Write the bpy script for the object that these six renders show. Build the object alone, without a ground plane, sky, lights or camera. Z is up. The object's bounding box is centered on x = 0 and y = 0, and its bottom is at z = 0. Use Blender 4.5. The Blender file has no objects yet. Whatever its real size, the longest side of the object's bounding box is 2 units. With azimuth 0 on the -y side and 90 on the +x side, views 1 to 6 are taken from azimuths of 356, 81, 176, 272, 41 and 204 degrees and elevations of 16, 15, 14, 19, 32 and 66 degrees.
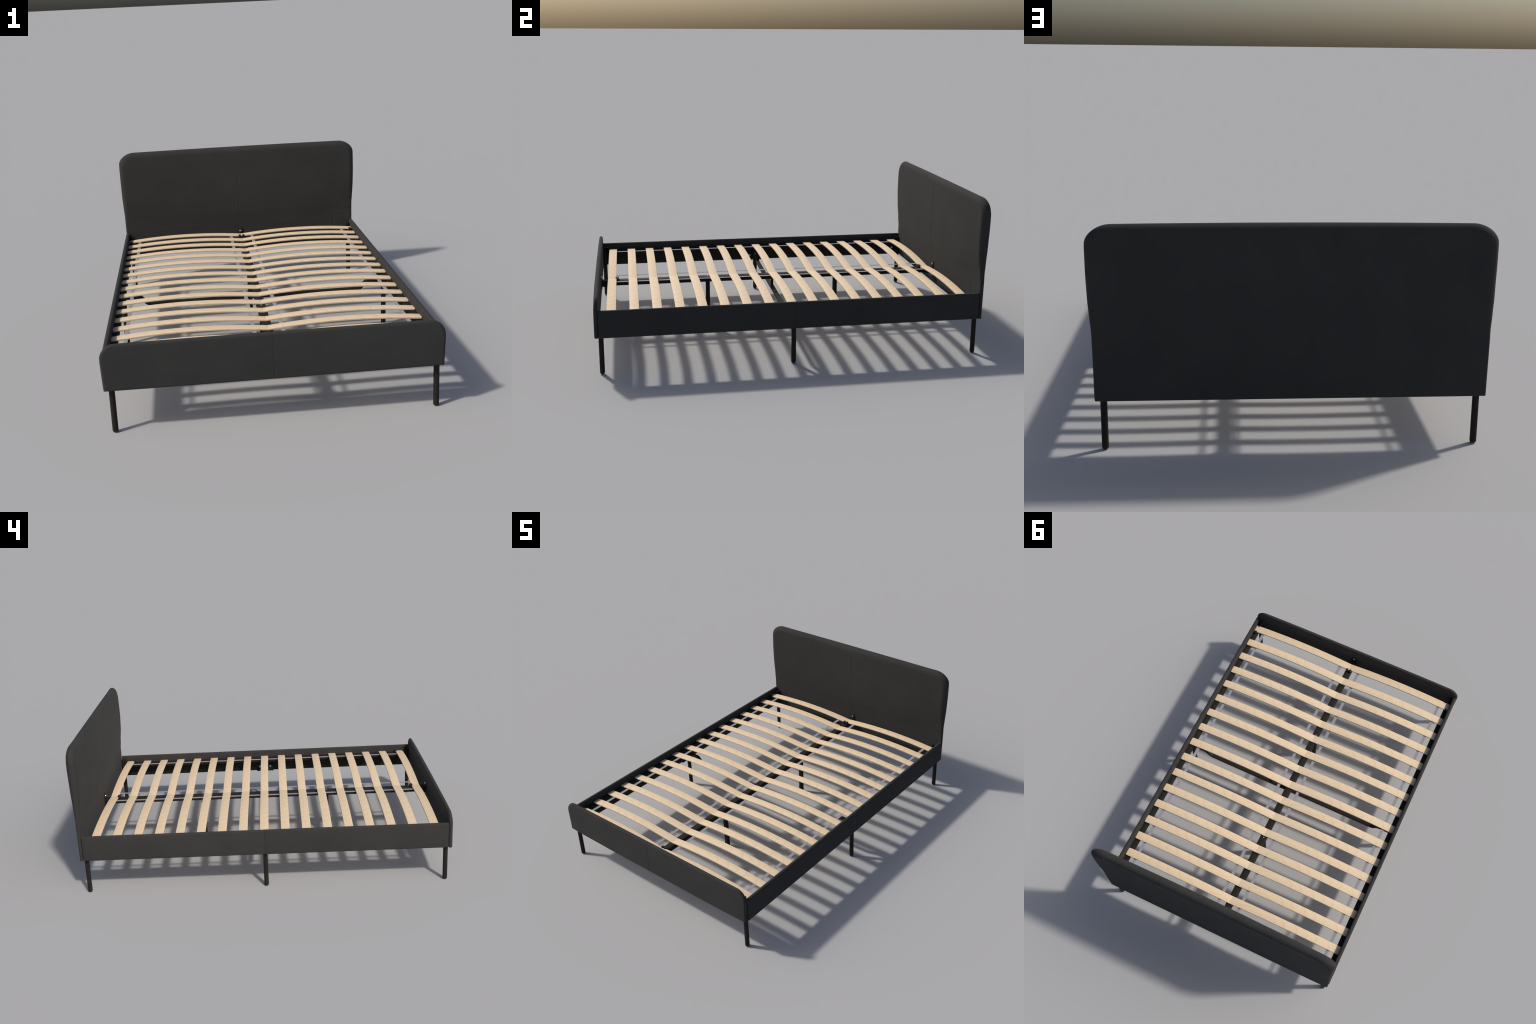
"""Upholstered double bed frame with a slatted base, built part by part.
Frame: metres, z up, headboard at +y, footboard at -y."""
import bpy, bmesh, math
from mathutils import Vector, noise

CX, CY = -0.0045, -0.0050          # centre line of the metal frame
Z_LOW = 0.189                      # underside of all upholstered panels

# ------------------------------------------------------------------ materials
def new_material(name, rough=0.6, metallic=0.0, spec=0.5):
    m = bpy.data.materials.new(name)
    m.use_nodes = True
    nt = m.node_tree
    b = nt.nodes["Principled BSDF"]
    b.inputs["Roughness"].default_value = rough
    b.inputs["Metallic"].default_value = metallic
    b.inputs["Specular IOR Level"].default_value = spec
    return m, nt, b

def object_coords(nt, scale=(1, 1, 1), loc=(0, 0, 0)):
    tc = nt.nodes.new("ShaderNodeTexCoord")
    mp = nt.nodes.new("ShaderNodeMapping")
    mp.inputs["Scale"].default_value = scale
    mp.inputs["Location"].default_value = loc
    nt.links.new(tc.outputs["Object"], mp.inputs["Vector"])
    return mp.outputs["Vector"]

def ramp(nt, fac, stops):
    r = nt.nodes.new("ShaderNodeValToRGB")
    els = r.color_ramp.elements
    while len(els) < len(stops):
        els.new(0.5)
    for e, (p, c) in zip(els, stops):
        e.position = p
        e.color = (*c, 1)
    nt.links.new(fac, r.inputs["Fac"])
    return r.outputs["Color"]

def noise_tex(nt, vec, scale, detail=3, rough=0.5):
    n = nt.nodes.new("ShaderNodeTexNoise")
    n.inputs["Scale"].default_value = scale
    n.inputs["Detail"].default_value = detail
    n.inputs["Roughness"].default_value = rough
    nt.links.new(vec, n.inputs["Vector"])
    return n.outputs["Fac"]

def bump(nt, bsdf, height, strength, dist):
    bp = nt.nodes.new("ShaderNodeBump")
    bp.inputs["Strength"].default_value = strength
    bp.inputs["Distance"].default_value = dist
    nt.links.new(height, bp.inputs["Height"])
    nt.links.new(bp.outputs["Normal"], bsdf.inputs["Normal"])

def fabric_material():
    m, nt, b = new_material("charcoal_fabric", rough=0.9, spec=0.12)
    v = object_coords(nt)
    cloud = noise_tex(nt, v, 5.0, 4)
    weave = noise_tex(nt, object_coords(nt, (1, 1, 1.6)), 420.0, 2)
    mx = nt.nodes.new("ShaderNodeMath"); mx.operation = "MULTIPLY_ADD"
    mx.inputs[1].default_value = 0.35
    nt.links.new(weave, mx.inputs[0])
    nt.links.new(cloud, mx.inputs[2])
    col = ramp(nt, mx.outputs[0], [(0.40, (0.0352, 0.0350, 0.0341)), (0.95, (0.0435, 0.0430, 0.0416))])
    nt.links.new(col, b.inputs["Base Color"])
    b.inputs["Sheen Weight"].default_value = 0.03
    b.inputs["Sheen Roughness"].default_value = 0.5
    bump(nt, b, weave, 0.15, 0.0008)
    return m

def steel_material():
    m, nt, b = new_material("powder_coated_steel", rough=0.6, spec=0.15)
    v = object_coords(nt)
    col = ramp(nt, noise_tex(nt, v, 9.0, 3), [(0.3, (0.0180, 0.0152, 0.0130)), (0.7, (0.0226, 0.0191, 0.0163))])
    nt.links.new(col, b.inputs["Base Color"])
    bump(nt, b, noise_tex(nt, v, 600.0, 1), 0.08, 0.0004)
    return m

def plastic_material():
    m, nt, b = new_material("black_plastic", rough=0.45, spec=0.4)
    v = object_coords(nt)
    nt.links.new(ramp(nt, noise_tex(nt, v, 30.0), [(0.3, (0.010, 0.010, 0.011)), (0.7, (0.014, 0.014, 0.015))]), b.inputs["Base Color"])
    return m

def zinc_material():
    m, nt, b = new_material("zinc_plated_steel", rough=0.28, metallic=1.0)
    v = object_coords(nt)
    nt.links.new(ramp(nt, noise_tex(nt, v, 80.0), [(0.3, (0.62, 0.63, 0.64)), (0.7, (0.74, 0.75, 0.76))]), b.inputs["Base Color"])
    return m

def strap_material():
    m, nt, b = new_material("woven_strap", rough=0.8, spec=0.2)
    w = noise_tex(nt, object_coords(nt, (1, 6, 1)), 120.0, 2)
    nt.links.new(ramp(nt, w, [(0.3, (0.272, 0.266, 0.290)), (0.7, (0.312, 0.304, 0.330))]), b.inputs["Base Color"])
    bump(nt, b, w, 0.2, 0.0006)
    return m

def birch_material():
    """Pale rotary-cut birch veneer: broad cathedral rings plus a fine streak."""
    m, nt, b = new_material("birch_veneer", rough=0.55, spec=0.35)
    v = object_coords(nt, (1.0, 2.6, 1.0), (-0.22, 0.012, 0))
    warp = nt.nodes.new("ShaderNodeTexNoise")
    warp.inputs["Scale"].default_value = 7.0
    warp.inputs["Detail"].default_value = 2.0
    nt.links.new(v, warp.inputs["Vector"])
    mv = nt.nodes.new("ShaderNodeMix"); mv.data_type = "VECTOR"
    mv.inputs["Factor"].default_value = 0.10
    nt.links.new(v, mv.inputs["A"])
    nt.links.new(warp.outputs["Color"], mv.inputs["B"])
    wave = nt.nodes.new("ShaderNodeTexWave")
    wave.wave_type = "RINGS"; wave.rings_direction = "Z"; wave.wave_profile = "SAW"
    wave.inputs["Scale"].default_value = 5.5
    wave.inputs["Distortion"].default_value = 1.4
    wave.inputs["Detail"].default_value = 2.0
    wave.inputs["Detail Scale"].default_value = 1.2
    nt.links.new(mv.outputs["Result"], wave.inputs["Vector"])
    rings = ramp(nt, wave.outputs["Fac"], [(0.0, (0.820, 0.640, 0.432)), (0.75, (0.810, 0.628, 0.420)), (1.0, (0.752, 0.577, 0.376))])
    streak = noise_tex(nt, object_coords(nt, (2.0, 60.0, 20.0)), 6.0, 4, 0.6)
    sc = ramp(nt, streak, [(0.25, (0.93, 0.925, 0.915)), (0.7, (1.0, 1.0, 1.0))])
    mix = nt.nodes.new("ShaderNodeMix"); mix.data_type = "RGBA"; mix.blend_type = "MULTIPLY"
    mix.inputs["Factor"].default_value = 1.0
    nt.links.new(rings, mix.inputs["A"])
    nt.links.new(sc, mix.inputs["B"])
    nt.links.new(mix.outputs["Result"], b.inputs["Base Color"])
    bump(nt, b, streak, 0.06, 0.0006)
    return m

FABRIC, STEEL, PLASTIC = fabric_material(), steel_material(), plastic_material()
ZINC, STRAP, BIRCH = zinc_material(), strap_material(), birch_material()

# ------------------------------------------------------------------- helpers
ROOT = bpy.data.objects.new("bed_frame", None)
bpy.context.collection.objects.link(ROOT)
ROOT["label"] = "charcoal upholstered double bed frame with arched birch slats"
ROOT["category"] = "bed frame"

def smooth_by_angle(me, deg=35):
    me.set_sharp_from_angle(angle=math.radians(deg))
    for p in me.polygons:
        p.use_smooth = True
    me.set_sharp_from_angle(angle=math.radians(deg))

def mesh_from_bm(bm, name, mat, deg=35):
    bmesh.ops.recalc_face_normals(bm, faces=bm.faces)
    me = bpy.data.meshes.new(name)
    bm.to_mesh(me)
    bm.free()
    me.materials.append(mat)
    smooth_by_angle(me, deg)
    return me

def place(name, me, parent=ROOT, loc=(0, 0, 0), rot=(0, 0, 0), scale=(1, 1, 1)):
    o = bpy.data.objects.new(name, me)
    bpy.context.collection.objects.link(o)
    o.parent = parent
    o.location, o.rotation_euler, o.scale = loc, rot, scale
    return o

def add_box(bm, x0, x1, y0, y1, z0, z1, r=0.001, seg=2):
    res = bmesh.ops.create_cube(bm, size=1.0)
    vs = res["verts"]
    for v in vs:
        v.co = Vector(((x0 + x1) / 2 + v.co.x * (x1 - x0), (y0 + y1) / 2 + v.co.y * (y1 - y0), (z0 + z1) / 2 + v.co.z * (z1 - z0)))
    if r > 0:
        edges = list({e for v in vs for e in v.link_edges})
        bmesh.ops.bevel(bm, geom=edges, offset=r, segments=seg, profile=0.5, affect="EDGES")

def box_mesh(name, mat, dims, r=0.001, seg=2):
    bm = bmesh.new()
    add_box(bm, *dims, r=r, seg=seg)
    return mesh_from_bm(bm, name, mat)

def add_lathe(bm, profile, seg=24, axis="Z", origin=(0, 0, 0)):
    """Turn (radius, height) pairs round an axis; closes on the axis at both ends."""
    def pt(r, h, a):
        p = {"Z": (r * math.cos(a), r * math.sin(a), h), "Y": (r * math.cos(a), h, r * math.sin(a)),
             "X": (h, r * math.cos(a), r * math.sin(a))}[axis]
        return Vector(p) + Vector(origin)
    rings = []
    for r, h in profile:
        if r < 1e-6:
            rings.append([bm.verts.new(pt(0, h, 0))])
        else:
            rings.append([bm.verts.new(pt(r, h, 2 * math.pi * i / seg)) for i in range(seg)])
    for a, b in zip(rings, rings[1:]):
        for i in range(seg):
            j = (i + 1) % seg
            f = [a[i % len(a)], a[j % len(a)], b[j % len(b)], b[i % len(b)]]
            f = list(dict.fromkeys(f))
            if len(f) > 2:
                bm.faces.new(f)

def graded(a, b, n, fine_ends=(0.0, 0.0), extra=()):
    """Sorted parameter list from a to b: n even steps, with added lines near the ends and at extras."""
    vals = {round(a + (b - a) * i / n, 5) for i in range(n + 1)}
    for k, w in enumerate(fine_ends):
        for i in range(12):
            d = w * (1 - math.cos(math.pi / 2 * i / 11))
            vals.add(round(a + d, 5) if k == 0 else round(b - d, 5))
    for e in extra:
        for o in (-0.006, -0.0035, -0.0018, -0.0008, 0, 0.0008, 0.0018, 0.0035, 0.006):
            vals.add(round(e + o, 5))
    out = []
    for v in sorted(vals):
        if not out or v - out[-1] > 2e-4:
            out.append(v)
    out[-1] = b
    return out

def lerp_table(t, pts):
    if t <= pts[0][0]:
        return pts[0][1]
    for (a, va), (b, vb) in zip(pts, pts[1:]):
        if t <= b:
            f = (t - a) / (b - a)
            f = f * f * (3 - 2 * f) if False else f
            return va + (vb - va) * f
    return pts[-1][1]

CORNER_POWER = 1.85                # superellipse exponent of the upper corners

def padded_panel(name, z_top, half_width, mid_x, corner, face_front, face_back, rim, seams, crown, wrinkle):
    """Upholstered board: a rounded-top outline whose front and back skins curve
    together at the rim. half_width, face_front, face_back and rim depend on height."""
    zs = graded(Z_LOW, z_top, 60, (0.012, 0.06), [s[1] for s in seams if s[0] == "h"])
    us = graded(-1, 1, 120, (0.09, 0.09), [s[1] / half_width(0.5) for s in seams if s[0] == "v"])
    bm = bmesh.new()

    def row_half(z):
        w = half_width(z)
        cz = z_top - corner[1]
        if z > cz:
            k = min(1.0, (z - cz) / corner[1])
            w -= corner[0] * (1 - max(0.0, 1 - k ** CORNER_POWER) ** (1 / CORNER_POWER))
        low = (Z_LOW + 0.008 - z) / 0.008
        if low > 0:
            w -= 0.007 * (1 - math.sqrt(max(0.0, 1 - low * low)))
        return w

    def depth(x, z, w):
        """distance from the outline, in the plane of the board"""
        top = z_top - z
        d_side = half_width(z) - abs(x)
        ix, iz = corner[0] - d_side, corner[1] - top
        if ix > 0 and iz > 0:
            d_in = (1 - ((ix / corner[0]) ** CORNER_POWER + (iz / corner[1]) ** CORNER_POWER) ** (1 / CORNER_POWER)) * min(corner)
        else:
            d_in = min(d_side, top)
        return max(0.0, min(d_in, z - Z_LOW))

    grid = {"f": [], "b": []}
    for j, z in enumerate(zs):
        w = row_half(z)
        rf, rb = [], []
        for i, u in enumerate(us):
            xl = u * w
            zz = z - crown * (u * u) * max(0.0, (z - z_top + 0.2) / 0.2)
            edge = j in (0, len(zs) - 1) or i in (0, len(us) - 1)
            d = 0.0 if edge else depth(xl, z, w)
            R = rim(z)
            if z - Z_LOW < 0.02:
                R = min(R, 0.009)
            t = 0.0 if edge else math.sqrt(max(0.0, 1 - (1 - min(1, d / R)) ** 2))
            yf, yb = face_front(z, u), face_back(z, u)
            ym = (yf + yb) / 2
            groove = 0.0
            for kind, pos, lo, hi in seams:
                q, c = (xl - pos, z) if kind == "v" else (z - pos, xl)
                if lo <= c <= hi:
                    groove = max(groove, 0.0009 * math.exp(-(q / 0.0014) ** 2))
            wr = wrinkle(xl, z) * t
            x = mid_x(z) + xl
            rf.append(bm.verts.new((x, ym + (yf - ym) * t + math.copysign(groove, ym - yf) * t + wr, zz)))
            rb.append(rf[-1] if edge else bm.verts.new((x, ym + (yb - ym) * t + wr * 0.5, zz)))
        grid["f"].append(rf)
        grid["b"].append(rb)
    for key in "fb":
        g = grid[key]
        for j in range(len(g) - 1):
            for i in range(len(g[0]) - 1):
                q = [g[j][i], g[j][i + 1], g[j + 1][i + 1], g[j + 1][i]]
                try:
                    bm.faces.new(q if key == "f" else q[::-1])
                except ValueError:
                    pass
    bmesh.ops.remove_doubles(bm, verts=bm.verts, dist=1e-5)
    return mesh_from_bm(bm, name, FABRIC, 60)

# ----------------------------------------------------------------- headboard
def smoothstep(a, b, t):
    t = max(0.0, min(1.0, (t - a) / (b - a)))
    return t * t * (3 - 2 * t)

def head_half(z):
    return lerp_table(z, [(0.19, 0.6940), (0.44, 0.6960), (0.47, 0.6985), (0.55, 0.7035), (0.66, 0.7060), (0.74, 0.7060), (0.83, 0.7040)])

def head_front(z, u):
    edge = lerp_table(z, [(0.19, 0.9660), (0.40, 0.9650), (0.46, 0.9590), (0.53, 0.9505), (0.62, 0.9465), (0.72, 0.9480), (0.83, 0.9520)])
    mid = lerp_table(z, [(0.19, 0.9640), (0.32, 0.9615), (0.37, 0.9540), (0.43, 0.9430), (0.50, 0.9390), (0.62, 0.9385), (0.74, 0.9400), (0.83, 0.9450)])
    return edge + (mid - edge) * (1 - abs(u) ** 1.7)

def head_back(z, u):
    """rear: a flat panel inside a slightly fuller padded rim"""
    edge = lerp_table(z, [(0.19, 0.9840), (0.42, 0.9860), (0.47, 0.9890), (0.55, 0.9950), (0.70, 0.9998), (0.78, 0.9998), (0.83, 0.9970)])
    mid = lerp_table(z, [(0.19, 0.9850), (0.40, 0.9880), (0.62, 0.9900), (0.73, 0.9905), (0.785, 0.9950), (0.83, 0.9960)])
    return edge + (mid - edge) * (1 - smoothstep(0.84, 0.97, abs(u)))

def head_wrinkle(x, z):
    side = smoothstep(0.52, 0.68, abs(x))
    pull = side * math.exp(-((z - 0.43) / 0.05) ** 2) * 0.0008 * math.sin(70 * (z + 0.55 * (0.69 - abs(x))))
    return pull + 0.0007 * noise.noise(Vector((x * 5, z * 6, 3.1)))

place("headboard", padded_panel(
    "headboard", 0.8235, head_half, lambda z: -0.0025 * (1 - smoothstep(0.4, 0.65, z)), (0.088, 0.068),
    head_front, head_back, lambda z: 0.009 + 0.022 * smoothstep(0.40, 0.56, z),
    [("v", -0.002, 0.365, 0.81), ("h", 0.365, -0.68, 0.68), ("v", -0.572, 0.2, 0.365), ("v", 0.572, 0.2, 0.365)],
    0.003, head_wrinkle))

# ----------------------------------------------------------------- footboard
def foot_half(z):
    return lerp_table(z, [(0.19, 0.6935), (0.22, 0.6950), (0.31, 0.6985), (0.36, 0.6985), (0.40, 0.698)])

place("footboard", padded_panel(
    "footboard", 0.3888, foot_half, lambda z: CX, (0.060, 0.062),
    lambda z, u: lerp_table(z, [(0.19, -0.9945), (0.33, -0.9935), (0.39, -0.9905)]) - lerp_table(z, [(0.19, 0.0050), (0.25, 0.0060), (0.32, 0.0045), (0.39, 0.0030)]) * (1 - u ** 4),
    lambda z, u: lerp_table(z, [(0.19, -0.9735), (0.39, -0.9715)]), lambda z: 0.0110,
    [("v", -0.006, 0.19, 0.39)], 0.0015,
    lambda x, z: 0.0006 * noise.noise(Vector((x * 6, z * 9, 8.4)))))

# ---------------------------------------------------------------- side rails
RAIL_IN, RAIL_OUT, RAIL_TOP, RAIL_CX = 0.6770, 0.6968, 0.3310, -0.0022
def rail_mesh(length):
    """Padded rail: rounded-rectangle section swept along y, ends eased by a small radius."""
    bm = bmesh.new()
    L, e = length / 2, 0.0022
    ends = [e * (1 - math.cos(math.radians(a))) for a in (0, 25, 50, 70, 90)]
    ys = sorted({-L + d for d in ends} | {L - d for d in ends} | {-L + e + (2 * L - 2 * e) * i / 40 for i in range(41)})
    rings, r = [], 0.0085
    for y in ys:
        over = max(0.0, abs(y) - (L - e))
        ins = e - math.sqrt(max(0.0, e * e - over * over))
        x0, x1, z0, z1 = RAIL_IN + ins * 0.5, RAIL_OUT - ins, Z_LOW + 0.0022 + ins, RAIL_TOP - ins
        lump = 0.0005 * noise.noise(Vector((y * 6, 2.2, 0.7)))
        ring = []
        for cx, cz, a0 in ((x1 - r, z1 - r, 0), (x0 + r, z1 - r, 90), (x0 + r, z0 + r, 180), (x1 - r, z0 + r, 270)):
            for k in range(6):
                a = math.radians(a0 + 18 * k)
                x, z = cx + r * math.cos(a), cz + r * math.sin(a)
                ring.append(bm.verts.new((x, y, z + (lump if z > 0.3 else 0))))
        rings.append(ring)
    for p, q in zip(rings, rings[1:]):
        for i in range(len(p)):
            j = (i + 1) % len(p)
            bm.faces.new((p[i], p[j], q[j], q[i]))
    bm.faces.new(rings[0][::-1]); bm.faces.new(rings[-1])
    return mesh_from_bm(bm, "side_rail", FABRIC, 50)

Y_FOOT, Y_HEAD = -0.9730, 0.9630
Y_MID = (Y_FOOT + Y_HEAD) / 2
rail = rail_mesh(Y_HEAD - Y_MID - 0.0002)
for sx in (1, -1):
    for sy in (1, -1):
        place("side_rail", rail, loc=(RAIL_CX, Y_MID + sy * (Y_HEAD - Y_MID) / 2, 0), rot=(0, 0, 0 if sx > 0 else math.pi))

# ----------------------------------------- steel ledges that carry the slats
LEDGE_TOP = 0.2856
bm = bmesh.new()
add_box(bm, 0.6500, RAIL_IN + 0.0010, -0.938, 0.938, LEDGE_TOP - 0.003, LEDGE_TOP, r=0.0008)
add_box(bm, 0.6500, 0.6525, -0.938, 0.938, LEDGE_TOP - 0.026, LEDGE_TOP - 0.0031, r=0.0008)
add_box(bm, RAIL_IN - 0.0060, RAIL_IN + 0.0010, -0.938, 0.938, LEDGE_TOP - 0.085, LEDGE_TOP - 0.0031, r=0.0006)
ledge = mesh_from_bm(bm, "slat_ledge", STEEL)
for k in (0, 1):
    place("slat_ledge", ledge, loc=(RAIL_CX - 0.001, CY, 0), rot=(0, 0, math.pi * k))

# --------------------------------------------------------------- centre beam
BEAM_W, BEAM_LO, BEAM_TOP = 0.0200, 0.2570, 0.2856
center_beam = place("center_beam", box_mesh("center_beam", STEEL, (-BEAM_W, BEAM_W, -0.962, 0.962, BEAM_LO, BEAM_TOP), r=0.003, seg=3), loc=(CX * 0.5, CY, 0))

# --------------------------------------------------------------------- bolts
bm = bmesh.new()
add_lathe(bm, [(0, 0), (0.0070, 0), (0.0072, 0.0012), (0.0062, 0.0036), (0.0036, 0.0048), (0.0026, 0.0050), (0.0022, 0.0032), (0, 0.0032)], 20)
bolt_mesh = mesh_from_bm(bm, "bolt", ZINC, 40)

# end brackets joining the beam to head- and footboard
for s, yface in ((1, 0.9625), (-1, -0.9735)):
    br = place("beam_bracket", box_mesh("beam_bracket", STEEL, (-0.0175, 0.0175, -0.0015, 0.0015, 0.226, 0.319), r=0.0012),
               loc=(CX * 0.7, yface - s * 0.0020, 0))
    for zb in (0.3030, 0.2395):
        place("bolt", bolt_mesh, parent=br, loc=(0, -s * 0.0016, zb), rot=(math.pi / 2 * s, 0, 0))
    # saddle under the beam end
    bm = bmesh.new()
    add_box(bm, -0.0215, 0.0215, -0.020, 0.020, BEAM_LO - 0.004, BEAM_LO - 0.0006, r=0.0008)
    place("beam_saddle", mesh_from_bm(bm, "beam_saddle", STEEL), loc=(CX * 0.5, yface - s * 0.026, 0))

# ---------------------------------------------------------------------- legs
LEG_X, LEG_Y, LEG_R, LEG_CX = 0.6657, 0.9585, 0.0122, -0.0023
def leg_mesh(name, top):
    bm = bmesh.new()
    add_lathe(bm, [(0, 0.0045), (LEG_R - 0.0008, 0.0045), (LEG_R, 0.0053), (LEG_R, top - 0.002), (LEG_R - 0.002, top), (0, top)], 28)
    return mesh_from_bm(bm, name, STEEL, 40)
corner_leg, middle_leg = leg_mesh("leg", 0.311), leg_mesh("leg", 0.255)
bm = bmesh.new()
add_lathe(bm, [(0, 0), (0.0092, 0), (0.0105, 0.0010), (0.0113, 0.0030), (0.0114, 0.0060), (0, 0.0060)], 28)
cap_mesh = mesh_from_bm(bm, "foot_cap", PLASTIC, 40)

bm = bmesh.new()   # L-plate that ties a corner leg to its side rail
add_box(bm, -0.0016, 0.0016, -0.060, 0.0, 0.205, 0.262, r=0.001)
corner_plate = mesh_from_bm(bm, "corner_plate", STEEL)
bm = bmesh.new()
add_box(bm, -0.011, 0.011, -0.0012, 0.0012, 0.285, 0.313, r=0.0008)
add_box(bm, -0.011, -0.0085, -0.016, -0.0013, 0.285, 0.313, r=0.0008)
hook_mesh = mesh_from_bm(bm, "corner_hook", STEEL)

for sx in (1, -1):
    for sy in (1, 0, -1):
        leg = place("leg", corner_leg if sy else middle_leg, loc=(LEG_CX + sx * LEG_X, CY + sy * LEG_Y, 0))
        place("foot_cap", cap_mesh, parent=leg)
        if sy:
            plate = place("corner_plate", corner_plate, parent=ROOT, loc=(CX + sx * (0.6704), CY + sy * 0.945, 0), scale=(1, sy, 1))
            place("bolt", bolt_mesh, parent=plate, loc=(-sx * 0.0017, -0.022, 0.240), rot=(0, -sx * math.pi / 2, 0))
            place("corner_hook", hook_mesh, loc=(LEG_CX + sx * (LEG_X - 0.0045), CY + sy * 0.9435, 0), scale=(sx, sy, 1))

# centre legs: square tube under the beam
for sy in (1, -1):
    leg = place("center_leg", box_mesh("center_leg", STEEL, (-0.0112, 0.0112, -0.0112, 0.0112, 0.010, BEAM_LO + 0.001), r=0.002, seg=3), loc=(CX * 0.5, CY + sy * 0.3715, 0))
    place("foot_cap", box_mesh("foot_cap", PLASTIC, (-0.0117, 0.0117, -0.0117, 0.0117, 0.0, 0.0135), r=0.0025), parent=leg)
    # screw head on the beam above each centre leg
    place("bolt", bolt_mesh, parent=leg, loc=(0, 0, BEAM_TOP - 0.0005), scale=(0.6, 0.6, 0.5))

# --------------------------------------------- joint plates at rail mid-length
for sx in (1, -1):
    pl = place("joint_plate", box_mesh("joint_plate", STEEL, (-0.0018, 0.0018, -0.056, 0.056, 0.1905, 0.2380), r=0.001), loc=(CX + sx * (0.6702), CY, 0))
    for yb in (0.035, -0.035):
        place("bolt", bolt_mesh, parent=pl, loc=(-sx * 0.0019, yb, 0.2235), rot=(0, -sx * math.pi / 2, 0))

# --------------------------------------------------------------- cross brace
def swept_bar(name, path, half_w, half_t, mat):
    """Rectangular bar swept along an x-z path at constant y."""
    bm = bmesh.new()
    rings = []
    for k, (x, z) in enumerate(path):
        a = Vector(path[max(0, k - 1)]); b = Vector(path[min(len(path) - 1, k + 1)])
        t = (b - a).normalized()
        n = Vector((-t.y, t.x))
        ring = []
        for dy, dn in ((-half_w, -half_t), (half_w, -half_t), (half_w, half_t), (-half_w, half_t)):
            ring.append(bm.verts.new((x + n.x * dn, dy, z + n.y * dn)))
        rings.append(ring)
    for a, b in zip(rings, rings[1:]):
        for i in range(4):
            j = (i + 1) % 4
            bm.faces.new((a[i], a[j], b[j], b[i]))
    bm.faces.new(rings[0]); bm.faces.new(rings[-1][::-1])
    long_edges = [e for e in bm.edges if abs(e.verts[0].co.y - e.verts[1].co.y) < 1e-6 and abs(e.verts[0].co.x - e.verts[1].co.x) > 1e-4]
    bmesh.ops.bevel(bm, geom=long_edges, offset=0.0015, segments=2, profile=0.5, affect="EDGES")
    return mesh_from_bm(bm, name, mat, 40)

half = [(0.5300, 0.2065), (0.5420, 0.2085), (0.5520, 0.2160), (0.5640, 0.2310), (0.5740, 0.2405), (0.5860, 0.2440), (0.6540, 0.2445)]
brace_path = [(-x, z) for x, z in half[::-1]] + [(-0.2, 0.2065), (0.2, 0.2065)] + half
brace = place("cross_brace", swept_bar("cross_brace", brace_path, 0.0106, 0.0072, STEEL), loc=(CX, CY, 0))
place("brace_post", box_mesh("brace_post", STEEL, (-0.0065, 0.0065, -0.0065, 0.0065, 0.2130, BEAM_LO + 0.001), r=0.001), parent=brace, loc=(-CX * 0.5, 0, 0))

# --------------------------------------------------------------------- slats
SLAT_N, SLAT_W, SLAT_T, SLAT_L, SLAT_CX = 17, 0.0472, 0.0082, 0.6765, -0.0030
SLAT_Y0, SLAT_STEP = -0.9100, 0.1132
def slat_z(x):
    """top face of one arched half-length slat, x from the beam outward"""
    t = (x - SLAT_L / 2) / (SLAT_L / 2)
    return 0.2942 + 0.0185 * (1 - t * t)

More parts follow.
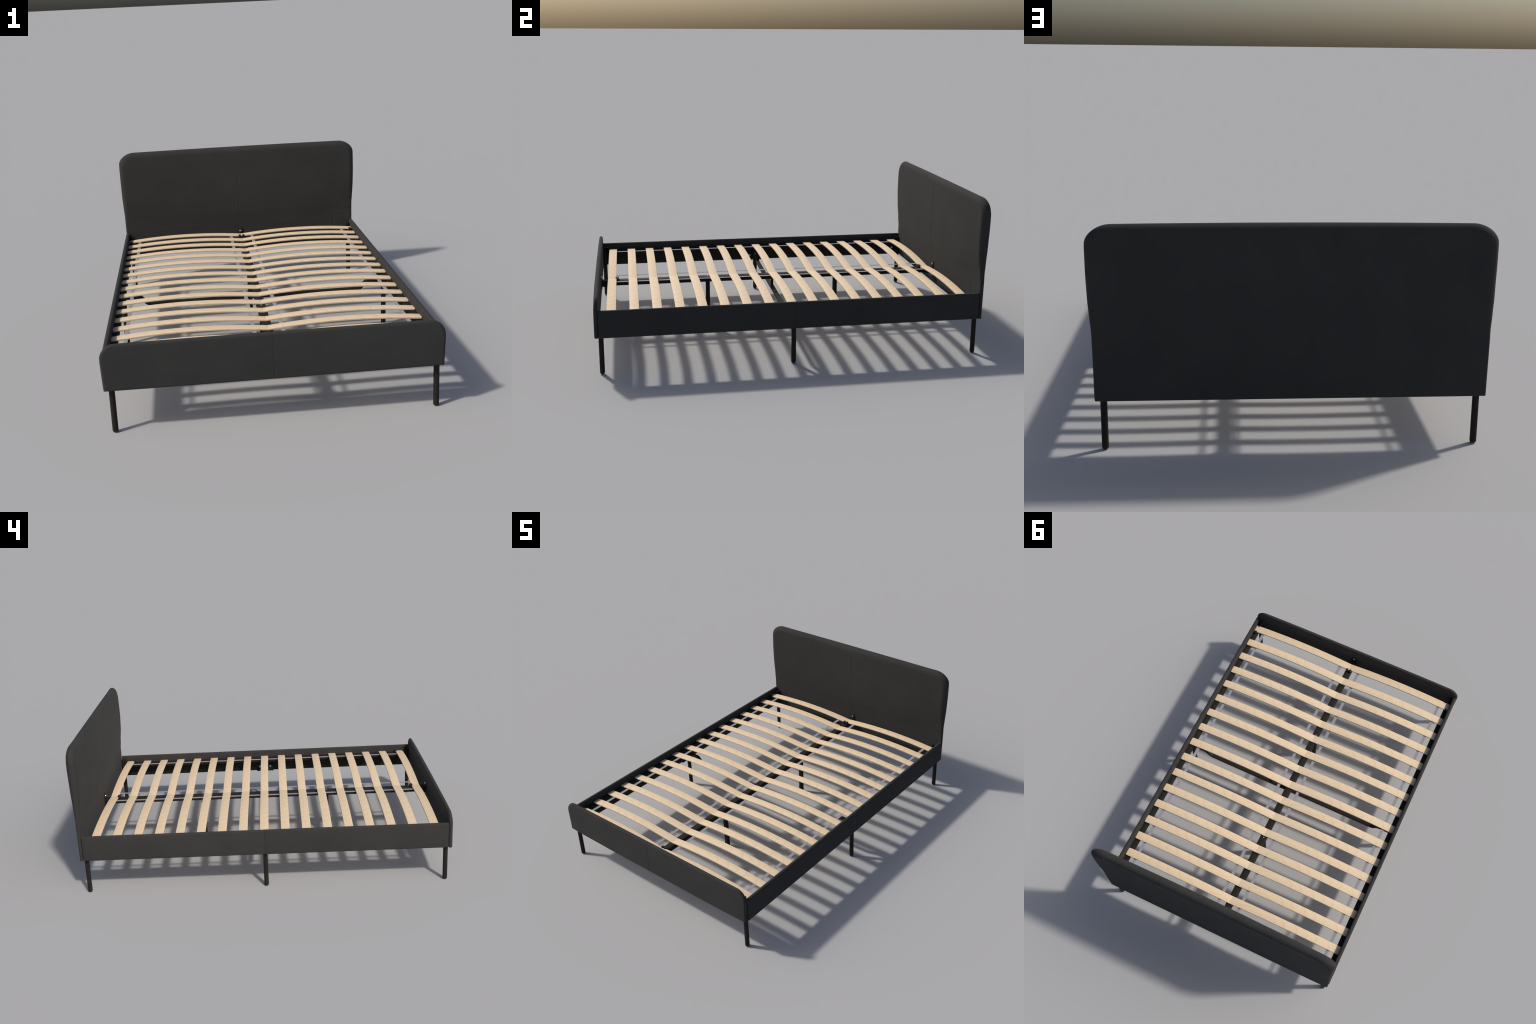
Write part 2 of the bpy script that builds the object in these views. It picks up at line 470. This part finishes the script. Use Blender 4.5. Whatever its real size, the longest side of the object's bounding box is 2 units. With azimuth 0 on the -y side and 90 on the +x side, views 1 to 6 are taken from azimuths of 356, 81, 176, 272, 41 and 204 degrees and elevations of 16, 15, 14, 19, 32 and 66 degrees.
bm = bmesh.new()
rings, NS, corner = [], 48, 0.005
stations = sorted({0.0, SLAT_L} | {SLAT_L * i / NS for i in range(NS + 1)} | {SLAT_L - corner * (1 - math.cos(i * math.pi / 8)) for i in range(5)})
for x in stations:
    over = max(0.0, x - (SLAT_L - corner))
    hw = SLAT_W / 2 - (corner - math.sqrt(max(0, corner ** 2 - over ** 2)))
    zt, r = slat_z(x), 0.0016
    sect = []
    for sy, sz in ((1, 1), (-1, 1), (-1, -1), (1, -1)):
        for k in range(4):
            a0 = {(1, 1): 0, (-1, 1): 90, (-1, -1): 180, (1, -1): 270}[(sy, sz)]
            a = math.radians(a0 + 30 * k)
            sect.append((sy * (hw - r) + r * math.cos(a), zt - SLAT_T / 2 + sz * (SLAT_T / 2 - r) + r * math.sin(a)))
    rings.append([bm.verts.new((x, y, z)) for y, z in sect])
for a, b in zip(rings, rings[1:]):
    for i in range(len(a)):
        j = (i + 1) % len(a)
        bm.faces.new((a[i], a[j], b[j], b[i]))
bm.faces.new(rings[0][::-1]); bm.faces.new(rings[-1])
slat_mesh = mesh_from_bm(bm, "slat", BIRCH, 40)
for i in range(SLAT_N):
    y = SLAT_Y0 + SLAT_STEP * i
    for k in (0, 1):
        place("slat", slat_mesh, loc=(SLAT_CX + (0.0002 if k == 0 else -0.0002), y, 0), rot=(0, 0, math.pi * k))

# ----------------------------------------------- woven straps under the slats
for x in (-0.6125, -0.0625, 0.0625, 0.6125):
    zt = slat_z(abs(x)) - SLAT_T
    bm = bmesh.new()
    add_box(bm, -0.0088, 0.0088, SLAT_Y0 - 0.018, SLAT_Y0 + SLAT_STEP * (SLAT_N - 1) + 0.018, zt - 0.0014, zt - 0.0003, r=0.0003, seg=1)
    place("slat_strap", mesh_from_bm(bm, "slat_strap", STRAP), loc=(SLAT_CX + x, 0, 0))

# --------------------------------------- plastic clips that hold the end slats
bm = bmesh.new()
add_box(bm, -0.0065, 0.0065, -0.004, 0.008, 0.2875, 0.2985, r=0.0012)
add_box(bm, -0.0065, 0.0065, -0.010, -0.0035, 0.2945, 0.2992, r=0.001)
clip_mesh = mesh_from_bm(bm, "slat_clip", PLASTIC)
for i, s in ((0, 1), (SLAT_N - 1, -1)):
    y = SLAT_Y0 + SLAT_STEP * i + s * (SLAT_W / 2 + 0.0042)
    for x in (-0.6640, -0.0110, 0.0110, 0.6640):
        place("slat_clip", clip_mesh, loc=(SLAT_CX + x, y, 0), scale=(1, s, 1))
